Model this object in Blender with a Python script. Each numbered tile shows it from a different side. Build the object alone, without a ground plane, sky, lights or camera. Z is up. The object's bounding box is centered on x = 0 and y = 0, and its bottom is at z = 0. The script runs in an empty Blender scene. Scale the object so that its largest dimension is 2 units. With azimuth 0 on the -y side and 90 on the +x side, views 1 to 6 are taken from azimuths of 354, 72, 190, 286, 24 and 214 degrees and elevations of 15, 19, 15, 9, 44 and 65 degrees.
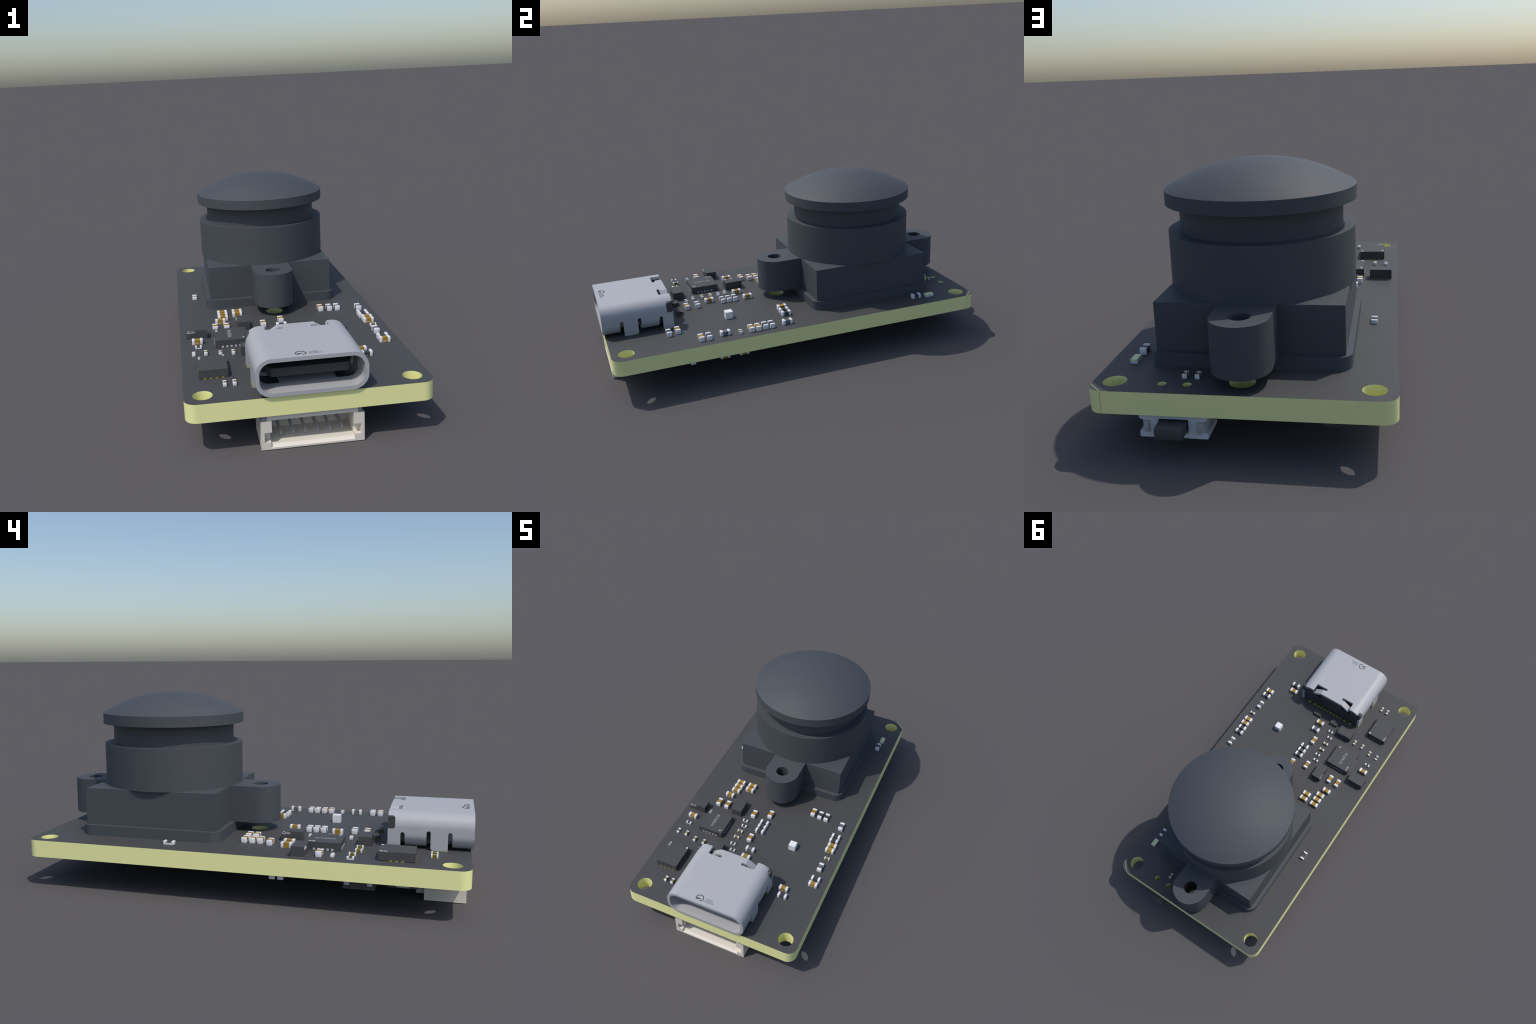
"""Small camera module: a dark 20 x 40 mm circuit board carrying a screw-in lens,
a USB-C socket, chip parts, a six-pin header and a side push button underneath."""
import bpy, bmesh, math
from mathutils import Matrix, Vector

TOP, BOT = 0.225, 0.147            # board top / bottom
MASK = 0.0003                      # solder mask thickness
HX, Y0, Y1 = 0.488, -0.9893, 0.9637  # board half width, front, back
RC = 0.0488                        # corner radius
LY = 0.4259                        # lens axis (x = 0)
PI = math.pi
COLL = bpy.context.scene.collection

# ------------------------------------------------------------------ materials
def material(name, color, rough=0.5, metallic=0.0, spec=0.5, grain=0.01, scale=60.0, bump=0.0):
    m = bpy.data.materials.new(name)
    m.use_nodes = True
    nt = m.node_tree
    b = nt.nodes["Principled BSDF"]
    tc = nt.nodes.new("ShaderNodeTexCoord")
    no = nt.nodes.new("ShaderNodeTexNoise")
    no.inputs["Scale"].default_value = scale
    no.inputs["Detail"].default_value = 3.0
    nt.links.new(tc.outputs["Object"], no.inputs["Vector"])
    cr = nt.nodes.new("ShaderNodeValToRGB")
    e = cr.color_ramp.elements
    e[0].position, e[1].position = 0.3, 0.7
    e[0].color = (*[c * (1 - grain) for c in color], 1)
    e[1].color = (*[min(1, c * (1 + grain)) for c in color], 1)
    nt.links.new(no.outputs["Fac"], cr.inputs["Fac"])
    nt.links.new(cr.outputs["Color"], b.inputs["Base Color"])
    b.inputs["Roughness"].default_value = rough
    b.inputs["Metallic"].default_value = metallic
    b.inputs["Specular IOR Level"].default_value = spec
    if bump:
        bn = nt.nodes.new("ShaderNodeBump")
        bn.inputs["Strength"].default_value = bump
        bn.inputs["Distance"].default_value = 0.001
        nt.links.new(no.outputs["Fac"], bn.inputs["Height"])
        nt.links.new(bn.outputs["Normal"], b.inputs["Normal"])
    return m

M_MASK = material("solder_mask_black", (0.0578, 0.0583, 0.0598), 0.66)
M_FR4 = material("board_core_yellow", (0.85, 0.85, 0.38), 0.65)
M_HOLDER = material("lens_plastic", (0.059, 0.0665, 0.076), 0.67)
M_CHIP = material("chip_black", (0.060, 0.060, 0.062), 0.66)
M_STEEL = material("shell_grey", (0.408, 0.412, 0.428), 0.5)
M_WHITE = material("terminal_white", (0.76, 0.76, 0.79), 0.5)
M_CUBE = material("white_plastic", (0.78, 0.78, 0.80), 0.5)
M_CAP = material("ceramic_brown", (0.33, 0.195, 0.022), 0.6)
M_OLIVE = material("ceramic_olive", (0.17, 0.135, 0.006), 0.5)
M_RES = material("resistor_black", (0.05, 0.05, 0.05), 0.5)
M_GREY = material("ferrite_grey", (0.13, 0.13, 0.135), 0.5)
M_GOLD = material("gold_pad", (0.37, 0.33, 0.022), 0.5)
M_PADO = material("pad_olive", (0.15, 0.14, 0.016), 0.6)
M_INSERT = material("socket_plastic", (0.05, 0.051, 0.054), 0.5)
M_CREAM = material("header_cream", (0.74, 0.69, 0.60), 0.5)
M_PIN = material("pin_metal", (0.33, 0.34, 0.36), 0.4)
M_LED = material("led_lens_green", (0.68, 0.74, 0.42), 0.5)
M_LEDB = material("led_base", (0.62, 0.66, 0.74), 0.5)
M_BUTTON = material("button_steel", (0.62, 0.64, 0.67), 0.5)
M_PEG = material("button_peg_grey", (0.42, 0.42, 0.41), 0.5)
M_INK = material("ink_dark", (0.03, 0.03, 0.032), 0.6)
M_INKS = material("ink_grey", (0.20, 0.20, 0.21), 0.6)
M_MARK = material("marking_white", (0.85, 0.85, 0.85), 0.6)
M_MARKG = material("marking_grey", (0.34, 0.34, 0.35), 0.6)
M_PADG = material("pad_grey", (0.50, 0.51, 0.53), 0.5)

# -------------------------------------------------------------------- helpers
def link(name, mesh, parent=None, mat=None, loc=(0, 0, 0), rz=0.0, smooth=30):
    o = bpy.data.objects.new(name, mesh)
    COLL.objects.link(o)
    o.location = loc
    o.rotation_euler = (0, 0, rz)
    if parent:
        o.parent = parent
    if mat and mesh is not None and not mesh.materials:
        mesh.materials.append(mat)
    return o

def finish(bm, angle=30, doubles=1e-6):
    bmesh.ops.remove_doubles(bm, verts=bm.verts, dist=doubles)
    bmesh.ops.recalc_face_normals(bm, faces=bm.faces)
    me = bpy.data.meshes.new("part")
    bm.to_mesh(me)
    bm.free()
    me.polygons.foreach_set("use_smooth", [True] * len(me.polygons))
    me.set_sharp_from_angle(angle=math.radians(angle))
    return me

def prism(outlines, z0, z1, axis="z", angle=30):
    """Extrude closed outlines (first is the border, others are holes) from z0 to z1."""
    cu = bpy.data.curves.new("tmp", "CURVE")
    cu.dimensions, cu.fill_mode = "2D", "BOTH"
    cu.extrude = (z1 - z0) / 2
    for ol in outlines:
        s = cu.splines.new("POLY")
        s.points.add(len(ol) - 1)
        for p, (x, y) in zip(s.points, ol):
            p.co = (x, y, 0, 1)
        s.use_cyclic_u = True
    o = bpy.data.objects.new("tmp", cu)
    COLL.objects.link(o)
    me = bpy.data.meshes.new_from_object(o.evaluated_get(bpy.context.evaluated_depsgraph_get()))
    bpy.data.objects.remove(o)
    bpy.data.curves.remove(cu)
    bm = bmesh.new()
    bm.from_mesh(me)
    bpy.data.meshes.remove(me)
    bmesh.ops.translate(bm, vec=(0, 0, (z0 + z1) / 2), verts=bm.verts)
    if axis == "y":      # outline is (x, z), extruded along y
        bmesh.ops.transform(bm, matrix=Matrix(((1, 0, 0, 0), (0, 0, 1, 0), (0, 1, 0, 0), (0, 0, 0, 1))), verts=bm.verts)
    elif axis == "x":    # outline is (y, z), extruded along x
        bmesh.ops.transform(bm, matrix=Matrix(((0, 0, 1, 0), (1, 0, 0, 0), (0, 1, 0, 0), (0, 0, 0, 1))), verts=bm.verts)
    return finish(bm, angle)

def arc(cx, cy, r, a0, a1, n=12):
    return [(cx + r * math.cos(a0 + (a1 - a0) * i / n), cy + r * math.sin(a0 + (a1 - a0) * i / n)) for i in range(n + 1)]

def circle(cx, cy, r, n=48):
    return [(cx + r * math.cos(2 * PI * i / n), cy + r * math.sin(2 * PI * i / n)) for i in range(n)]

def rrect(x0, y0, x1, y1, r, n=10):
    return (arc(x1 - r, y1 - r, r, 0, PI / 2, n) + arc(x0 + r, y1 - r, r, PI / 2, PI, n)
            + arc(x0 + r, y0 + r, r, PI, 1.5 * PI, n) + arc(x1 - r, y0 + r, r, 1.5 * PI, 2 * PI, n))

def box(x0, y0, z0, x1, y1, z1, bevel=0.0, seg=2):
    bm = bmesh.new()
    bmesh.ops.create_cube(bm, size=1)
    bmesh.ops.transform(bm, matrix=Matrix.Translation(((x0 + x1) / 2, (y0 + y1) / 2, (z0 + z1) / 2))
                        @ Matrix.Diagonal((x1 - x0, y1 - y0, z1 - z0, 1)), verts=bm.verts)
    if bevel:
        bmesh.ops.bevel(bm, geom=bm.edges[:], offset=bevel, segments=seg, affect="EDGES", profile=0.5)
    return finish(bm)

def lathe(profile, n=128, angle=30):
    """Revolve (r, z) points about z; both ends lie on the axis."""
    bm = bmesh.new()
    rings = []
    for r, z in profile:
        if r < 1e-6:
            rings.append([bm.verts.new((0, 0, z))])
        else:
            rings.append([bm.verts.new((r * math.cos(2 * PI * i / n), r * math.sin(2 * PI * i / n), z)) for i in range(n)])
    for a, b in zip(rings, rings[1:]):
        for i in range(n):
            j = (i + 1) % n
            f = [a[i % len(a)], a[j % len(a)], b[j % len(b)], b[i % len(b)]]
            f = [v for k, v in enumerate(f) if v not in f[:k]]
            if len(f) > 2:
                bm.faces.new(f)
    return finish(bm, angle)

def merge(*meshes):
    bm = bmesh.new()
    for m in meshes:
        bm.from_mesh(m)
        bpy.data.meshes.remove(m)
    me = bpy.data.meshes.new("part")
    bm.to_mesh(me)
    bm.free()
    me.polygons.foreach_set("use_smooth", [True] * len(me.polygons))
    me.set_sharp_from_angle(angle=math.radians(30))
    return me

def cut(mesh, *cutters):
    o = link("tmp", mesh)
    tools = []
    for c in cutters:
        t = link("tmp", c)
        t.hide_render = True
        tools.append(t)
        md = o.modifiers.new("b", "BOOLEAN")
        md.operation, md.object, md.solver = "DIFFERENCE", t, "EXACT"
    bpy.context.view_layer.update()
    me = bpy.data.meshes.new_from_object(o.evaluated_get(bpy.context.evaluated_depsgraph_get()))
    for t in [o] + tools:
        d = t.data
        bpy.data.objects.remove(t)
        bpy.data.meshes.remove(d)
    me.polygons.foreach_set("use_smooth", [True] * len(me.polygons))
    me.set_sharp_from_angle(angle=math.radians(30))
    me.materials.clear()
    return me

def text_mesh(body, width, height):
    """Flat lettering, lower left corner at the origin, scaled to width x height."""
    cu = bpy.data.curves.new("tmp", "FONT")
    cu.body = body
    cu.extrude = 0.02
    cu.resolution_u = 3
    o = bpy.data.objects.new("tmp", cu)
    COLL.objects.link(o)
    me = bpy.data.meshes.new_from_object(o.evaluated_get(bpy.context.evaluated_depsgraph_get()))
    bpy.data.objects.remove(o)
    bpy.data.curves.remove(cu)
    xs = [v.co.x for v in me.vertices]
    ys = [v.co.y for v in me.vertices]
    sx, sy = width / (max(xs) - min(xs)), height / (max(ys) - min(ys))
    me.transform(Matrix.Diagonal((sx, sy, 0.0004 / 0.02, 1)) @ Matrix.Translation((-min(xs), -min(ys), 0)))
    return me

def ribbon(points, w, closed=False):
    """Flat stroke of width w following a polyline in the xy plane."""
    bm = bmesh.new()
    n = len(points)
    rows = []
    for i, p in enumerate(points):
        a = points[(i - 1) % n] if closed or i else p
        b = points[(i + 1) % n] if closed or i < n - 1 else p
        d = Vector((b[0] - a[0], b[1] - a[1])).normalized()
        nx, ny = -d.y * w / 2, d.x * w / 2
        rows.append([bm.verts.new((p[0] + s * nx, p[1] + s * ny, z)) for s, z in ((1, -.0004), (-1, -.0004), (-1, .0004), (1, .0004))])
    for i in range(n if closed else n - 1):
        a, b = rows[i], rows[(i + 1) % n]
        for k in range(4):
            bm.faces.new((a[k], a[(k + 1) % 4], b[(k + 1) % 4], b[k]))
    if not closed:
        bm.faces.new(rows[0])
        bm.faces.new(rows[-1][::-1])
    return finish(bm)

def smooth_path(pts, sub=6, closed=False):
    out, n = [], len(pts)
    for i in range(n if closed else n - 1):
        g = lambda k: Vector(pts[k % n] if closed else pts[max(0, min(n - 1, k))])
        p0, p1, p2, p3 = g(i - 1), g(i), g(i + 1), g(i + 2)
        for j in range(sub):
            t = j / sub
            out.append(tuple(0.5 * (2 * p1 + (p2 - p0) * t + (2 * p0 - 5 * p1 + 4 * p2 - p3) * t * t + (3 * p1 - p0 - 3 * p2 + p3) * t ** 3)))
    if not closed:
        out.append(tuple(pts[-1]))
    return out

def cloud_sign(w):
    """Cloud outline with a small ring inside, width w, centred on the origin."""
    k = w / 2.0
    path = [(0.22, -0.70), (0.50, -0.78), (0.80, -0.66), (0.97, -0.32), (0.90, 0.05), (0.72, 0.28), (0.66, 0.50), (0.38, 0.72),
            (0.06, 0.70), (-0.16, 0.56), (-0.42, 0.64), (-0.72, 0.48), (-0.82, 0.22), (-0.98, -0.05), (-0.95, -0.36), (-0.76, -0.56), (-0.60, -0.60)]
    parts = [ribbon(smooth_path([(x * k, y * k) for x, y in path]), w * 0.085),
             ribbon([(x, y) for x, y in circle(-0.42 * k, -0.40 * k, 0.2 * k, 16)], w * 0.085, True),
             ribbon([(-0.22 * k, -0.34 * k), (0.06 * k, -0.22 * k), (0.36 * k, -0.20 * k)], w * 0.085)]
    return merge(*parts)

# ------------------------------------------------------------------ the thing
root = bpy.data.objects.new("camera_module", None)
COLL.objects.link(root)
root["label"] = "black camera circuit board with round lens and USB-C socket"
root["category"] = "circuit board"

# ---------------------------------------------------------------------- board
HOLES = [(0.415, -0.9155, 0.0392), (-0.415, -0.9155, 0.0392), (0.415, 0.8887, 0.0392), (-0.415, 0.8887, 0.0392),
         (0.0, -0.0135, 0.0425), (0.0, 0.8653, 0.0425), (0.2554, 0.8967, 0.0147), (0.1727, 0.8967, 0.0147)]
hole_rings = [circle(x, y, r, 56 if r > .02 else 28) for x, y, r in HOLES]
G = 0.0022   # slit that splits one rounded corner from the board
outline = ([(HX, Y1 - RC - G)] + [(HX - RC - G, Y1)] + arc(-HX + RC, Y1 - RC, RC, PI / 2, PI)
           + arc(-HX + RC, Y0 + RC, RC, PI, 1.5 * PI) + arc(HX - RC, Y0 + RC, RC, 1.5 * PI, 2 * PI))
corner = arc(HX - RC, Y1 - RC, RC, 0.02, PI / 2 - 0.02, 14)

core = [(HX, Y1 - RC - .0018), (HX - RC - .0018, Y1)] + outline[2:]
board = link("circuit_board", prism([core] + hole_rings, BOT + MASK, TOP - MASK), root, M_FR4)
link("solder_mask", prism([outline] + hole_rings, TOP - MASK, TOP), board, M_MASK)
link("solder_mask", prism([outline] + hole_rings, BOT, BOT + MASK), board, M_MASK)
core_corner = arc(HX - RC, Y1 - RC, RC, 0.0, PI / 2, 14)
bc = link("board_corner", prism([core_corner], BOT + MASK, TOP - MASK), root, M_FR4)
link("solder_mask", prism([corner], TOP - MASK, TOP), bc, M_MASK)
link("solder_mask", prism([corner], BOT, BOT + MASK), bc, M_MASK)

# ---------------------------------------------------------------- lens holder
FL, BX, EW = 0.3395, 0.3187, 0.0976     # flange half, box half, ear radius
Z_FL, Z_BOX = 0.2735, 0.4443
ear_y = (-0.0135 - LY, 0.8653 - LY)
body = ([(BX, -BX), (BX, BX), (EW, BX)] + arc(0, ear_y[1], EW, 0, PI, 28) + [(-EW, BX), (-BX, BX), (-BX, -BX), (-EW, -BX)]
        + arc(0, ear_y[0], EW, PI, 2 * PI, 28) + [(EW, -BX)])
holder = link("lens_holder", prism([body] + [circle(0, e, 0.0366, 40) for e in ear_y], Z_FL - 0.0015, Z_BOX), root, M_HOLDER, (0, LY, 0))
link("base_flange", prism([rrect(-FL, -FL, FL, FL, 0.0488)], TOP, Z_FL), holder, M_HOLDER)
RB, ZB = 0.3352, 0.6402
link("barrel", lathe([(0, Z_BOX - .0012), (RB, Z_BOX - .0012), (RB, ZB), (0, ZB)]), holder, M_HOLDER)

lens = link("lens", lathe([(0, ZB - .0125), (0.2925, ZB - .0125), (0.2925, .7375), (0, .7375)]), root, M_HOLDER, (0, LY, 0))
RCAP, ZR, ZA = 0.3408, 0.785, 0.8832
h = ZA - ZR
RS = (RCAP ** 2 + h * h) / (2 * h)
a1 = math.asin(RCAP / RS)
dome = [(RS * math.sin(a1 * (1 - i / 32)), ZA - RS + RS * math.cos(a1 * (1 - i / 32))) for i in range(33)]
link("lens_cap", lathe([(0, .7362), (RCAP, .7362)] + dome, 160, 20), lens, M_HOLDER)

# ------------------------------------------------------------- USB-C receptacle
SX, SZ0, SZ1, SR, ST = 0.2175, 0.2300, 0.3835, 0.062, 0.0155
SY0, SY1 = -1.0, -0.6415
shell = prism([rrect(-SX, SZ0, SX, SZ1, SR, 14), rrect(-SX + ST, SZ0 + ST, SX - ST, SZ1 - ST, SR - ST, 14)], SY0, SY1, "y")
cutters = []
ZC = SZ0 + SR
for s in (1, -1):
    def xbox(x0, y0, z0, x1, y1, z1):
        return box(min(s * x0, s * x1), y0, z0, max(s * x0, s * x1), y1, z1)
    for y0, y1, arches in ((-0.9113, -0.8046, ((-0.9022, 0.298), (-0.8132, 0.300))), (-0.7133, -0.60, ((-0.7042, 0.290),))):
        cutters.append(xbox(0.112, y0, 0.20, 0.26, y1, ZC))
        for ya, za in arches:
            ol = [(ya - .0089, .25), (ya + .0089, .25)] + arc(ya, za - .0, .0089, 0, PI, 12)
            cutters.append(prism([ol], *(sorted((s * .15, s * .26))), axis="x"))
    # top notch and rear side window
    slot = [(0.135, -0.55), (0.135, -0.6895), (0.131, -0.6935)] + [(x, y) for x, y in arc(0.0645, -0.6855, 0.008, -PI / 2, -1.5 * PI, 10)] + [(0.0785, -0.6775), (0.0785, -0.55)]
    cutters.append(prism([[(s * x, y) for x, y in slot]], 0.355, 0.40))
    cutters.append(prism([rrect(-0.672, 0.312, -0.60, 0.366, 0.01, 6)], *(sorted((s * .19, s * .26))), axis="x"))
shell = cut(shell, *cutters)
usb = link("usb_socket_shell", shell, root, M_STEEL)
for s in (1, -1):
    sx = sorted((s * (SX - ST), s * SX))
    # straight legs that drop into the board
    l1 = [(-0.8933, ZC), (-0.8220, ZC), (-0.8220, 0.234), (-0.8290, 0.2265), (-0.845, 0.2245), (-0.850, 0.214), (-0.8933, 0.214)]
    l2 = [(-0.6953, ZC), (SY1, ZC), (SY1, 0.2145), (-0.6953, 0.2145)]
    for l in (l1, l2):
        link("shell_leg", prism([l], *sx, axis="x"), usb, M_STEEL)
    link("retention_tab", prism([rrect(-0.6712, 0.3128, SY1 - .0005, 0.3652, 0.009, 6)], *sorted((s * .185, s * (SX - .0015))), axis="x"), usb, M_INSERT)
    # folded spring wings of the top plate
    wing = [(0.0782, SZ1), (0.1315, SZ1 - .034), (0.1240, SZ1 - .0465), (0.0782, SZ1 - .0155)]
    link("spring_wing", prism([[(s * x, z) for x, z in wing]], -0.6772, SY1, "y"), usb, M_STEEL)
    for yc in (-0.8575, -0.668):
        link("leg_pad", prism([rrect(s * 0.2100 - .0108, yc - .0370, s * 0.2100 + .0108, yc + .0370, .0105, 8)], TOP, TOP + .0012), usb, M_PADO)
# insulating insert with the contact tongue
inset = 0.0008
insert = merge(prism([rrect(-SX + ST + inset, SZ0 + .004, SX - ST - inset, SZ1 - ST - inset, SR - ST, 12)], -0.765, SY1 - .0012, "y"),
               box(-0.2, -0.69, TOP + .0008, 0.2, SY1 + .0008, 0.30))
insert = cut(insert, *[box(s * .1085 - .033, -0.6937, 0.327, s * .1085 + .033, -0.60, 0.42) for s in (1, -1)])
link("socket_insert", insert, usb, M_INSERT)
tg = [(-0.165, -0.765), (0.165, -0.765), (0.165, -0.925), (0.150, -0.950), (-0.150, -0.950), (-0.165, -0.925)]
link("contact_tongue", prism([tg], 0.2895, 0.3235), usb, M_INSERT)
for k, x in enumerate([0.1545, 0.1145] + [0.0854 - 0.0244 * i for i in range(8)] + [-0.1180, -0.1580]):
    w = 0.0100 if k in (0, 1, 10, 11) else 0.0066
    link("contact_pad", box(x - w, -0.6465, TOP, x + w, -0.6300, TOP + .003), usb, M_GOLD)
# printed sign and lettering on the shell
zs = SZ1 + 0.0004
link("printed_sign", cloud_sign(0.041), usb, M_INK, (-0.0380, -0.9650, zs))
link("printed_lettering", text_mesh("LCEDA", 0.038, 0.0095), usb, M_INKS, (-0.0055, -0.9665, zs))
link("printed_lettering", text_mesh("EasyEDA", 0.050, 0.0125), usb, M_INKS, (-0.0068, -0.9825, zs))

# ---------------------------------------------------------- chip capacitors etc.
S2 = {"cap": (0.0488, 0.0250, 0.0240), "res": (0.0488, 0.0250, 0.0240), "gray": (0.0498, 0.0258, 0.0245),
      "low": (0.0488, 0.0244, 0.0165), "y": (0.0298, 0.0150, 0.0148), "e": (0.0298, 0.0150, 0.0125)}
SPEC = {  # name, body height fraction, side inset, body material, terminal length
    "cap": ("capacitor", 0.95, 0.0011, M_CAP, 0.0122), "res": ("resistor", 0.80, 0.0016, M_RES, 0.0120),
    "gray": ("ferrite_bead", 0.90, 0.0022, M_GREY, 0.0125), "low": ("resistor", 0.55, 0.0003, M_WHITE, 0.0100),
    "y": ("capacitor", 0.93, 0.0008, M_OLIVE, 0.0068), "e": ("resistor", 0.50, 0.0003, M_WHITE, 0.0078)}
LIB = {}
for k, (L, W, H) in S2.items():
    nm, fr, ins, bm_, tl = SPEC[k]
    bodym = box(-L / 2 + tl * .6, -W / 2 + ins, 0.0004, L / 2 - tl * .6, W / 2 - ins, H * fr)
    term = box(-L / 2, -W / 2, 0, -L / 2 + tl, W / 2, H, bevel=0.0014 if L > .04 else .0009)
    bodym.materials.append(bm_)
    term.materials.append(M_WHITE)
    coat = mark = None
    if k in ("low", "e"):
        coat = box(-L / 2 + tl * .7, -W / 2 + .0001, H * fr - .0002, L / 2 - tl * .7, W / 2 - .0001, H * fr + .0009)
        coat.materials.append(M_MASK)
    if k == "cap" or k == "res":
        mark = merge(box(-.0080, -W / 2 + ins - .0006, .0050, -.0040, -W / 2 + ins + .0004, .0078),
                     box(-.0030, -W / 2 + ins - .0006, .0045, .0030, -W / 2 + ins + .0004, .0065))
    elif k == "gray":
        mark = merge(box(-.0060, -W / 2 + ins - .0006, .0070, -.0015, -W / 2 + ins + .0004, .0100),
                     box(.0005, -W / 2 + ins - .0006, .0070, .0060, -W / 2 + ins + .0004, .0095))
    elif k == "y":
        mark = merge(box(-.0060, .0016, H * fr - .0005, -.0018, .0038, H * fr + .0005), box(-.0012, .0018, H * fr - .0005, .0045, .0034, H * fr + .0005))
    elif k == "low":
        mark = box(-.0075, -W / 2 + ins - .0006, .003, .0075, -W / 2 + ins + .0003, .0045)
    if mark:
        mark.materials.append(M_MARKG if k in ("res", "gray", "low") else M_MARK)
    LIB[k] = (nm, bodym, term, coat, mark)

def chip_part(kind, x, y, rot, side=1, marked=True):
    nm, bodym, term, coat, mark = LIB[kind]
    o = link(nm, bodym, root, None, (x, y, TOP if side > 0 else BOT), rot)
    if side < 0:
        o.rotation_euler = (PI, 0, rot)
    link("terminal", term, o)
    link("terminal", term, o, rz=PI)
    if coat:
        link("resistor_coat", coat, o)
    if mark and marked:
        link("printed_mark", mark, o)

X, Y, YM = 0.0, PI / 2, -PI / 2
PARTS = [
    ("cap", 0.005, -0.530, X), ("gray", 0.005, -0.4715, X), ("cap", -0.030, -0.396, Y),
    ("res", -0.003, -0.3275, X), ("res", -0.003, -0.2925, X), ("res", -0.003, -0.258, X),
    ("cap", -0.0865, -0.222, Y), ("cap", -0.263, -0.2185, Y), ("cap", -0.3177, -0.218, Y),
    ("cap", -0.2875, -0.1372, X), ("cap", -0.2702, -0.0903, X), ("cap", -0.2697, -0.0535, X), ("cap", -0.2697, -0.0163, X),
    ("cap", -0.1956, -0.0515, X), ("cap", -0.1948, -0.0155, X), ("cap", -0.4105, -0.3790, X),
    ("res", 0.295, -0.6855, X), ("cap", 0.283, -0.639, X), ("cap", 0.4165, -0.549, X), ("res", 0.4175, -0.510, X),
    ("gray", 0.412, -0.4262, YM), ("cap", 0.4158, -0.2923, X), ("cap", 0.4172, -0.256, X), ("res", 0.4132, -0.2185, X),
    ("res", 0.4137, -0.1838, X), ("gray", 0.416, -0.0993, Y), ("cap", 0.0045, -0.1848, Y),
    ("cap", 0.2286, -0.0623, Y), ("res", 0.273, -0.067, Y), ("res", 0.3128, -0.0685, Y),
    ("res", 0.397, 0.6508, Y), ("low", -0.3975, 0.298, YM),
    ("e", -0.086, -0.5125, X), ("e", -0.1037, -0.470, X), ("y", -0.106, -0.419, X), ("y", -0.1066, -0.3705, X),
    ("e", -0.1035, -0.3243, X), ("e", -0.1145, -0.2838, X), ("y", -0.260, -0.530, Y), ("y", -0.3165, -0.531, Y),
    ("y", -0.3796, -0.5128, Y), ("e", -0.4325, -0.512, Y), ("e", -0.4087, -0.4344, X), ("y", -0.284, -0.8423, Y),
    ("y", -0.3233, -0.8423, Y), ("y", 0.422, -0.3495, X), ("y", 0.1938, 0.8404, Y), ("y", 0.1513, 0.8408, Y),
]
for p in PARTS:
    chip_part(*p)
UNDER = [("cap", -0.4365, -0.1875, X), ("cap", -0.4365, -0.2235, X), ("cap", 0.438, -0.607, X),
         ("cap", 0.450, -0.4450, Y), ("cap", 0.450, -0.3455, Y)]
for p in UNDER:
    chip_part(*p, side=-1, marked=False)

# white cube, light-emitting diode
link("white_block", box(0.1965, -0.3720, TOP, 0.2352, -0.3335, 0.2622), root, M_CUBE)
led = link("indicator_led", box(-.0122, -.0235, 0, .0122, .0235, .0080), root, M_LEDB, (0.403, 0.7275, TOP))
link("led_lens", box(-.0122, -.0235, .0080, .0122, .0235, .0152, .0006, 1), led, M_LED)

# ------------------------------------------------------------- black packages
def sign_group(parent, mat, loc, along, up, size):
    """Tiny cloud sign followed by two lines of lettering in the plane (along, up)."""
    a, u = Vector(along), Vector(up)
    m = Matrix((a, u, a.cross(u))).transposed().to_4x4()
    m.translation = Vector(loc)
    for nm, me, off in (("printed_sign", cloud_sign(size), (size * .5, 0)),
                        ("printed_lettering", text_mesh("LCEDA", size * .95, size * .24), (size * 1.2, size * .04)),
                        ("printed_lettering", text_mesh("EasyEDA", size * 1.25, size * .30), (size * 1.2, -size * .36))):
        me.transform(m @ Matrix.Translation((off[0], off[1], 0)))
        link(nm, me, parent, mat)

# quad flat package with side contacts
qx0, qx1, qy0, qy1, qz = -0.3325, -0.1845, -0.4555, -0.3070, 0.2622
qfn = link("controller_chip", box(qx0, qy0, TOP + .0005, qx1, qy1, qz), root, M_CHIP)
for i in range(5):
    d = (i - 2) * 0.0196
    cx, cy = (qx0 + qx1) / 2 - .0024, (qy0 + qy1) / 2
    w, z0, z1 = .0050, TOP + .0018, TOP + .0108
    for b in ((cx + d - w, qy0 - .0010, cx + d + w, qy0 + .004), (cx + d - w, qy1 - .004, cx + d + w, qy1 + .0010),
              (qx0 - .0010, cy + d - w, qx0 + .004, cy + d + w), (qx1 - .004, cy + d - w, qx1 + .0010, cy + d + w)):
        link("contact_pad", box(b[0], b[1], z0, b[2], b[3], z1), qfn, M_PADG)
tm = text_mesh("WQFN-20", 0.093, 0.0205)
tm.transform(Matrix.Translation((-0.2510, -0.4255, qz + .0004)) @ Matrix.Rotation(PI / 2, 4, "Z"))
link("printed_lettering", tm, qfn, M_MARKG)
link("pin_mark", prism([circle(-0.2035, -0.4365, 0.0062, 20)], qz, qz + .0006), qfn, M_MARKG)
sign_group(qfn, M_MARK, (-0.3195, -0.3440, qz + .0004), (0, 1, 0), (-1, 0, 0), 0.0125)

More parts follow.
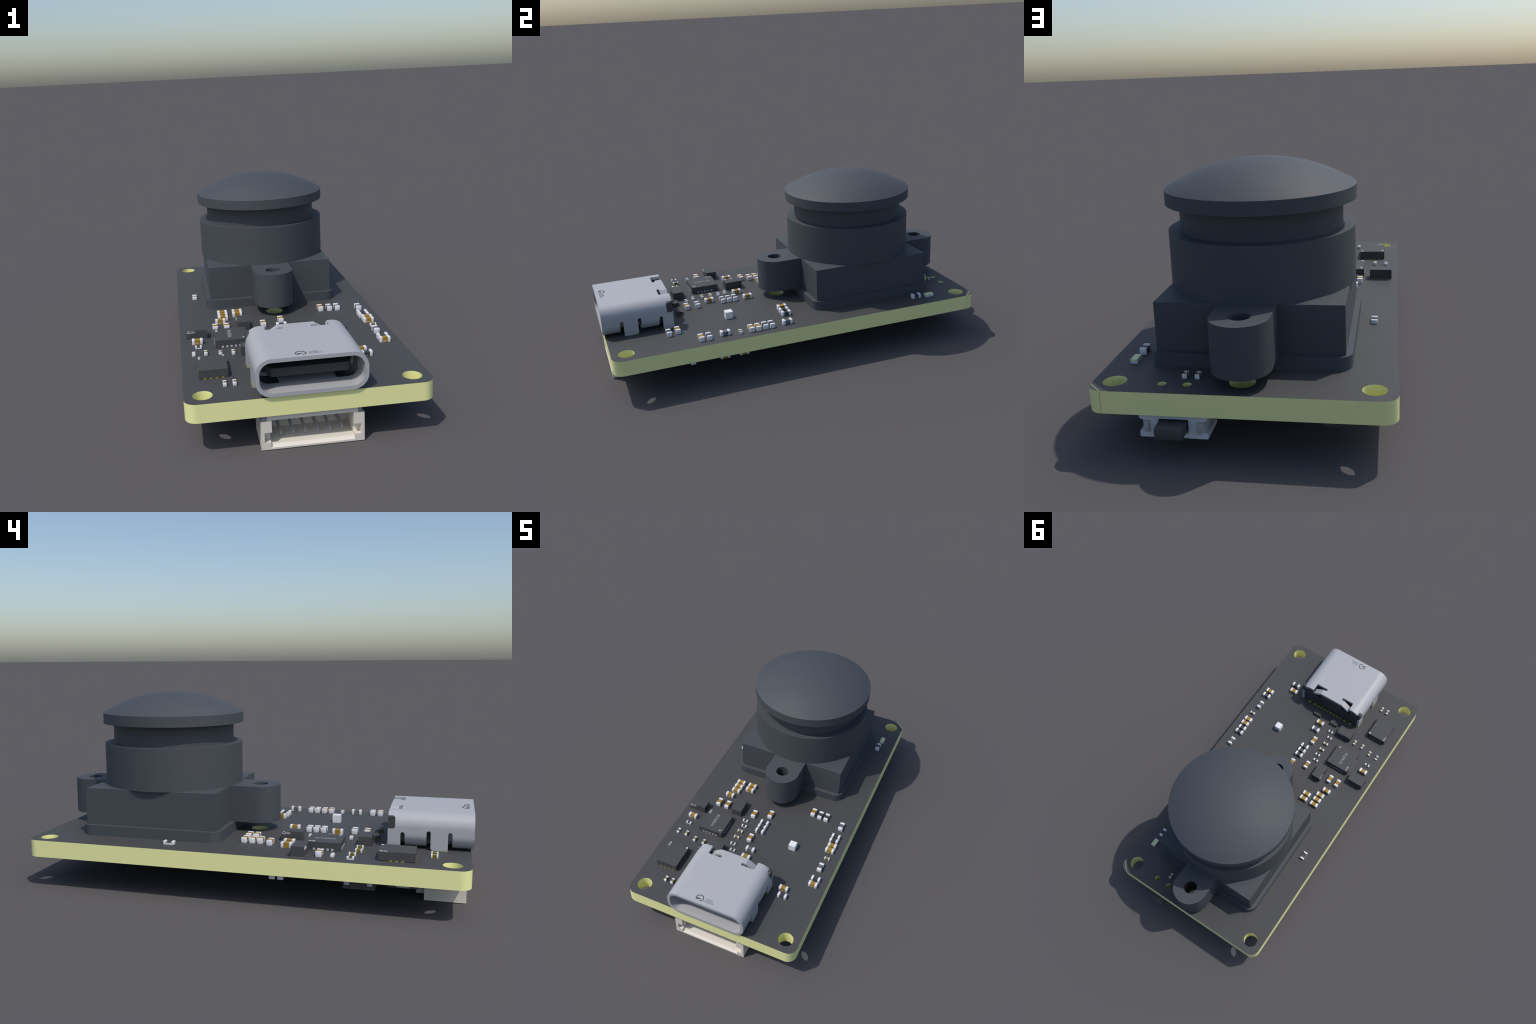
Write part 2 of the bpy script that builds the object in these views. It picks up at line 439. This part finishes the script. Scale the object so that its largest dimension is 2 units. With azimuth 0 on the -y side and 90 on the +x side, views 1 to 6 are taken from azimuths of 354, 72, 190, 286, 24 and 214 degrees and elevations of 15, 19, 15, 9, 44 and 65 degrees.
# memory chip standing on gold pads
mx0, mx1, my0, my1, mz0, mz = -0.4222, -0.3020, -0.7710, -0.6230, TOP + .0028, 0.2643
mem = link("memory_chip", box(mx0, my0, mz0, mx1, my1, mz), root, M_CHIP)
link("chip_base", box(mx0 + .003, my0 + .003, TOP, mx1 - .003, my1 - .003, mz0), mem, M_RES)
for i in range(4):
    px = mx0 + 0.0245 + i * 0.0244
    for yb in ((my0 - .0006, my0 + .012), (my1 - .012, my1 + .0006)):
        link("contact_pad", box(px - .0058, yb[0], TOP + .0004, px + .0058, yb[1], TOP + .0042), mem, M_GOLD)
for i in range(3):
    py = (my0 + my1) / 2 - 0.0235 + i * 0.0235
    for xb in ((mx0 - .0006, mx0 + .012), (mx1 - .012, mx1 + .0006)):
        link("contact_pad", box(xb[0], py - .0062, TOP + .0004, xb[1], py + .0062, TOP + .0042), mem, M_GOLD)
link("pin_mark", prism([circle(-0.3115, -0.6305, 0.0048, 18)], mz, mz + .0006), mem, M_MARK)
sign_group(mem, M_MARK, (-0.4128, -0.6280, mz + .0004), (0, -1, 0), (1, 0, 0), 0.0130)

# power inductors / regulators: plain black blocks on a thin pale foot
def block(x0, y0, x1, y1, zt):
    o = link("power_inductor", box(x0, y0, TOP + .0022, x1, y1, zt), root, M_CHIP)
    link("solder_foot", box(x0 + .0008, y0 + .0008, TOP, x1 - .0008, y1 - .0008, TOP + .0022), o, M_PEG)
    return o
i1 = block(-0.4600, -0.3255, -0.3612, -0.2680, 0.2708)
i2 = block(-0.2128, -0.2640, -0.1550, -0.1690, 0.2705)
i3 = block(-0.2265, -0.5745, -0.1298, -0.5170, 0.2695)
sign_group(i1, M_MARK, (-0.4560, -0.3259, 0.2632), (1, 0, 0), (0, 0, 1), 0.0160)
sign_group(i2, M_MARK, (-0.2132, -0.1725, 0.2625), (0, -1, 0), (0, 0, 1), 0.0160)
sign_group(i3, M_MARKG, (-0.1335, -0.5166, 0.2618), (-1, 0, 0), (0, 0, 1), 0.0160)

# two small protection diodes with gold contacts
for x0, x1, y0, y1 in ((0.0290, 0.0795, -0.5980, -0.5670), (-0.0970, -0.0470, -0.5960, -0.5630)):
    dz = 0.2440
    d = link("diode", box(x0, y0, TOP, x1, y1, dz), root, M_CHIP)
    for cx in (x0 + .011, x1 - .011):
        for cy in (y0 - .0006, y1 - .0034):
            link("contact_pad", box(cx - .0035, cy, TOP + .0015, cx + .0035, cy + .004, TOP + .0052), d, M_GOLD)
    for cy in (y0 + .007, y1 - .007):
        for cx in (x0 - .0006, x1 - .0034):
            link("contact_pad", box(cx, cy - .0028, TOP + .0015, cx + .004, cy + .0028, TOP + .0052), d, M_GOLD)

# ---------------------------------------------------- six-pin header underneath
CX, CF, CB = 0.2035, -0.9775, -0.8020
cz = 0.1200
def mirror(half):
    return half + [(-x, z) for x, z in half[::-1]]
outer = mirror([(CX, 0.0), (CX, cz), (0.178, cz), (0.178, 0.1445)])
cav = mirror([(0.165, 0.0075), (0.165, 0.0300), (0.1900, 0.0300), (0.1900, 0.0725), (0.1610, 0.0725), (0.1610, 0.1240)])
hdr = link("pin_header", prism([outer, cav], CF, -0.840, "y"), root, M_CREAM)
link("header_back", prism([outer], -0.840, CB, "y"), hdr, M_CREAM)
link("header_rear_step", box(-0.178, CB, 0.0210, 0.178, -0.7660, 0.1440, .003), hdr, M_PADG)
for s in (1, -1):
    link("key_block", box(min(s * .1645, s * .1900), -0.945, .0300, max(s * .1645, s * .1900), -0.8405, .0726), hdr, M_CREAM)
    link("solder_tab", box(min(s * .1785, s * .196), -0.9640, cz - .001, max(s * .1785, s * .196), -0.845, BOT - .0006), hdr, M_PIN)
link("header_floor", prism([[(-0.9770, .0070), (-0.9660, .0185), (-0.8405, .0225), (-0.8405, .0070)]], -.1645, .1645, axis="x"), hdr, M_CREAM)
for i in range(6):
    x = (i - 2.5) * 0.0488
    pin = [(-0.8395, 0.041), (-0.8395, 0.061), (-0.928, 0.061), (-0.945, 0.054), (-0.945, 0.045), (-0.935, 0.041)]
    link("header_pin", prism([pin], x - .0036, x + .0036, axis="x"), hdr, M_PIN)
    link("solder_tail", box(x - .0048, -0.768, 0.135, x + .0048, -0.742, BOT - .0005), hdr, M_PIN)

# ----------------------------------------------------------- side push button
bx = 0.2125
front, back = 0.9420, 0.8320
prof = mirror([(0.0490, 0.0626), (0.0490, 0.0615), (0.1096, 0.0615), (0.1116, 0.0640), (0.1116, 0.0810), (0.0985, 0.0838), (0.0985, 0.1215), (0.1055, 0.1230), (0.1116, 0.1265), (0.1116, BOT - .0005)])
opening = [(-0.0485, 0.0790), (0.0485, 0.0790), (0.0485, 0.1260), (-0.0485, 0.1260)]
btn = link("push_button", prism([prof, opening], 0.927, front, "y"), root, M_BUTTON, (bx, 0, 0))
link("button_housing", prism([prof], back, 0.927, "y"), btn, M_BUTTON)
link("button_cover", box(-0.075, back + .004, 0.0440, 0.075, 0.9000, 0.0625, .003), btn, M_BUTTON)
link("button_plunger", box(-0.0445, 0.920, 0.0850, 0.0455, 1.0, 0.1225, .003), btn, M_CHIP)
for s in (1, -1):
    link("button_peg", box(s * .0868 - .0096, front - .005, 0.0807, s * .0868 + .0096, front + .006, 0.1200, .003), btn, M_PEG)

# ------------------------------------------------------ other parts underneath
def under_chip(name, x0, y0, x1, y1, zl, taper=0.004):
    bm = bmesh.new()
    zm = BOT
    lo = [bm.verts.new(p) for p in ((x0 + taper, y0 + taper, zl), (x1 - taper, y0 + taper, zl), (x1 - taper, y1 - taper, zl), (x0 + taper, y1 - taper, zl))]
    hi = [bm.verts.new(p) for p in ((x0, y0, zm), (x1, y0, zm), (x1, y1, zm), (x0, y1, zm))]
    bm.faces.new(lo[::-1])
    bm.faces.new(hi)
    for i in range(4):
        j = (i + 1) % 4
        bm.faces.new((lo[i], lo[j], hi[j], hi[i]))
    return link(name, finish(bm), root, M_CHIP)
t1 = under_chip("transistor", -0.4300, -0.6180, -0.3650, -0.4780, 0.0985)
for y in (-0.5945, -0.5015):
    link("transistor_leg", box(-0.4560, y - .0100, 0.1240, -0.4285, y + .0100, BOT), t1, M_PADG)
link("transistor_leg", box(-0.3660, -0.5580, 0.1240, -0.3400, -0.5380, BOT), t1, M_PADG)
t2 = under_chip("voltage_regulator", -0.3850, -0.7860, -0.2600, -0.6530, 0.1040)
link("regulator_tab", box(-0.3900, -0.7500, 0.1090, -0.3840, -0.6960, BOT), t2, M_PADG)
link("power_inductor", box(-0.3150, 0.8100, 0.1045, -0.2580, 0.9050, BOT), root, M_CHIP)

# large processor in the middle of the underside, flat leads on all four sides
cpu = link("processor_chip", box(-0.2200, -0.5950, 0.0830, 0.2200, -0.1550, 0.1440, .003, 1), root, M_CHIP)
for i in range(20):
    d = (i - 9.5) * 0.0205
    for b in ((d - .005, -0.6100, d + .005, -0.5940), (d - .005, -0.1560, d + .005, -0.1400)):
        link("chip_lead", box(b[0], b[1], 0.1290, b[2], b[3], BOT), cpu, M_PADG)
    for b in ((-0.2350, d - .380, -0.2190, d - .370), (0.2190, d - .380, 0.2350, d - .370)):
        link("chip_lead", box(b[0], b[1], 0.1290, b[2], b[3], BOT), cpu, M_PADG)
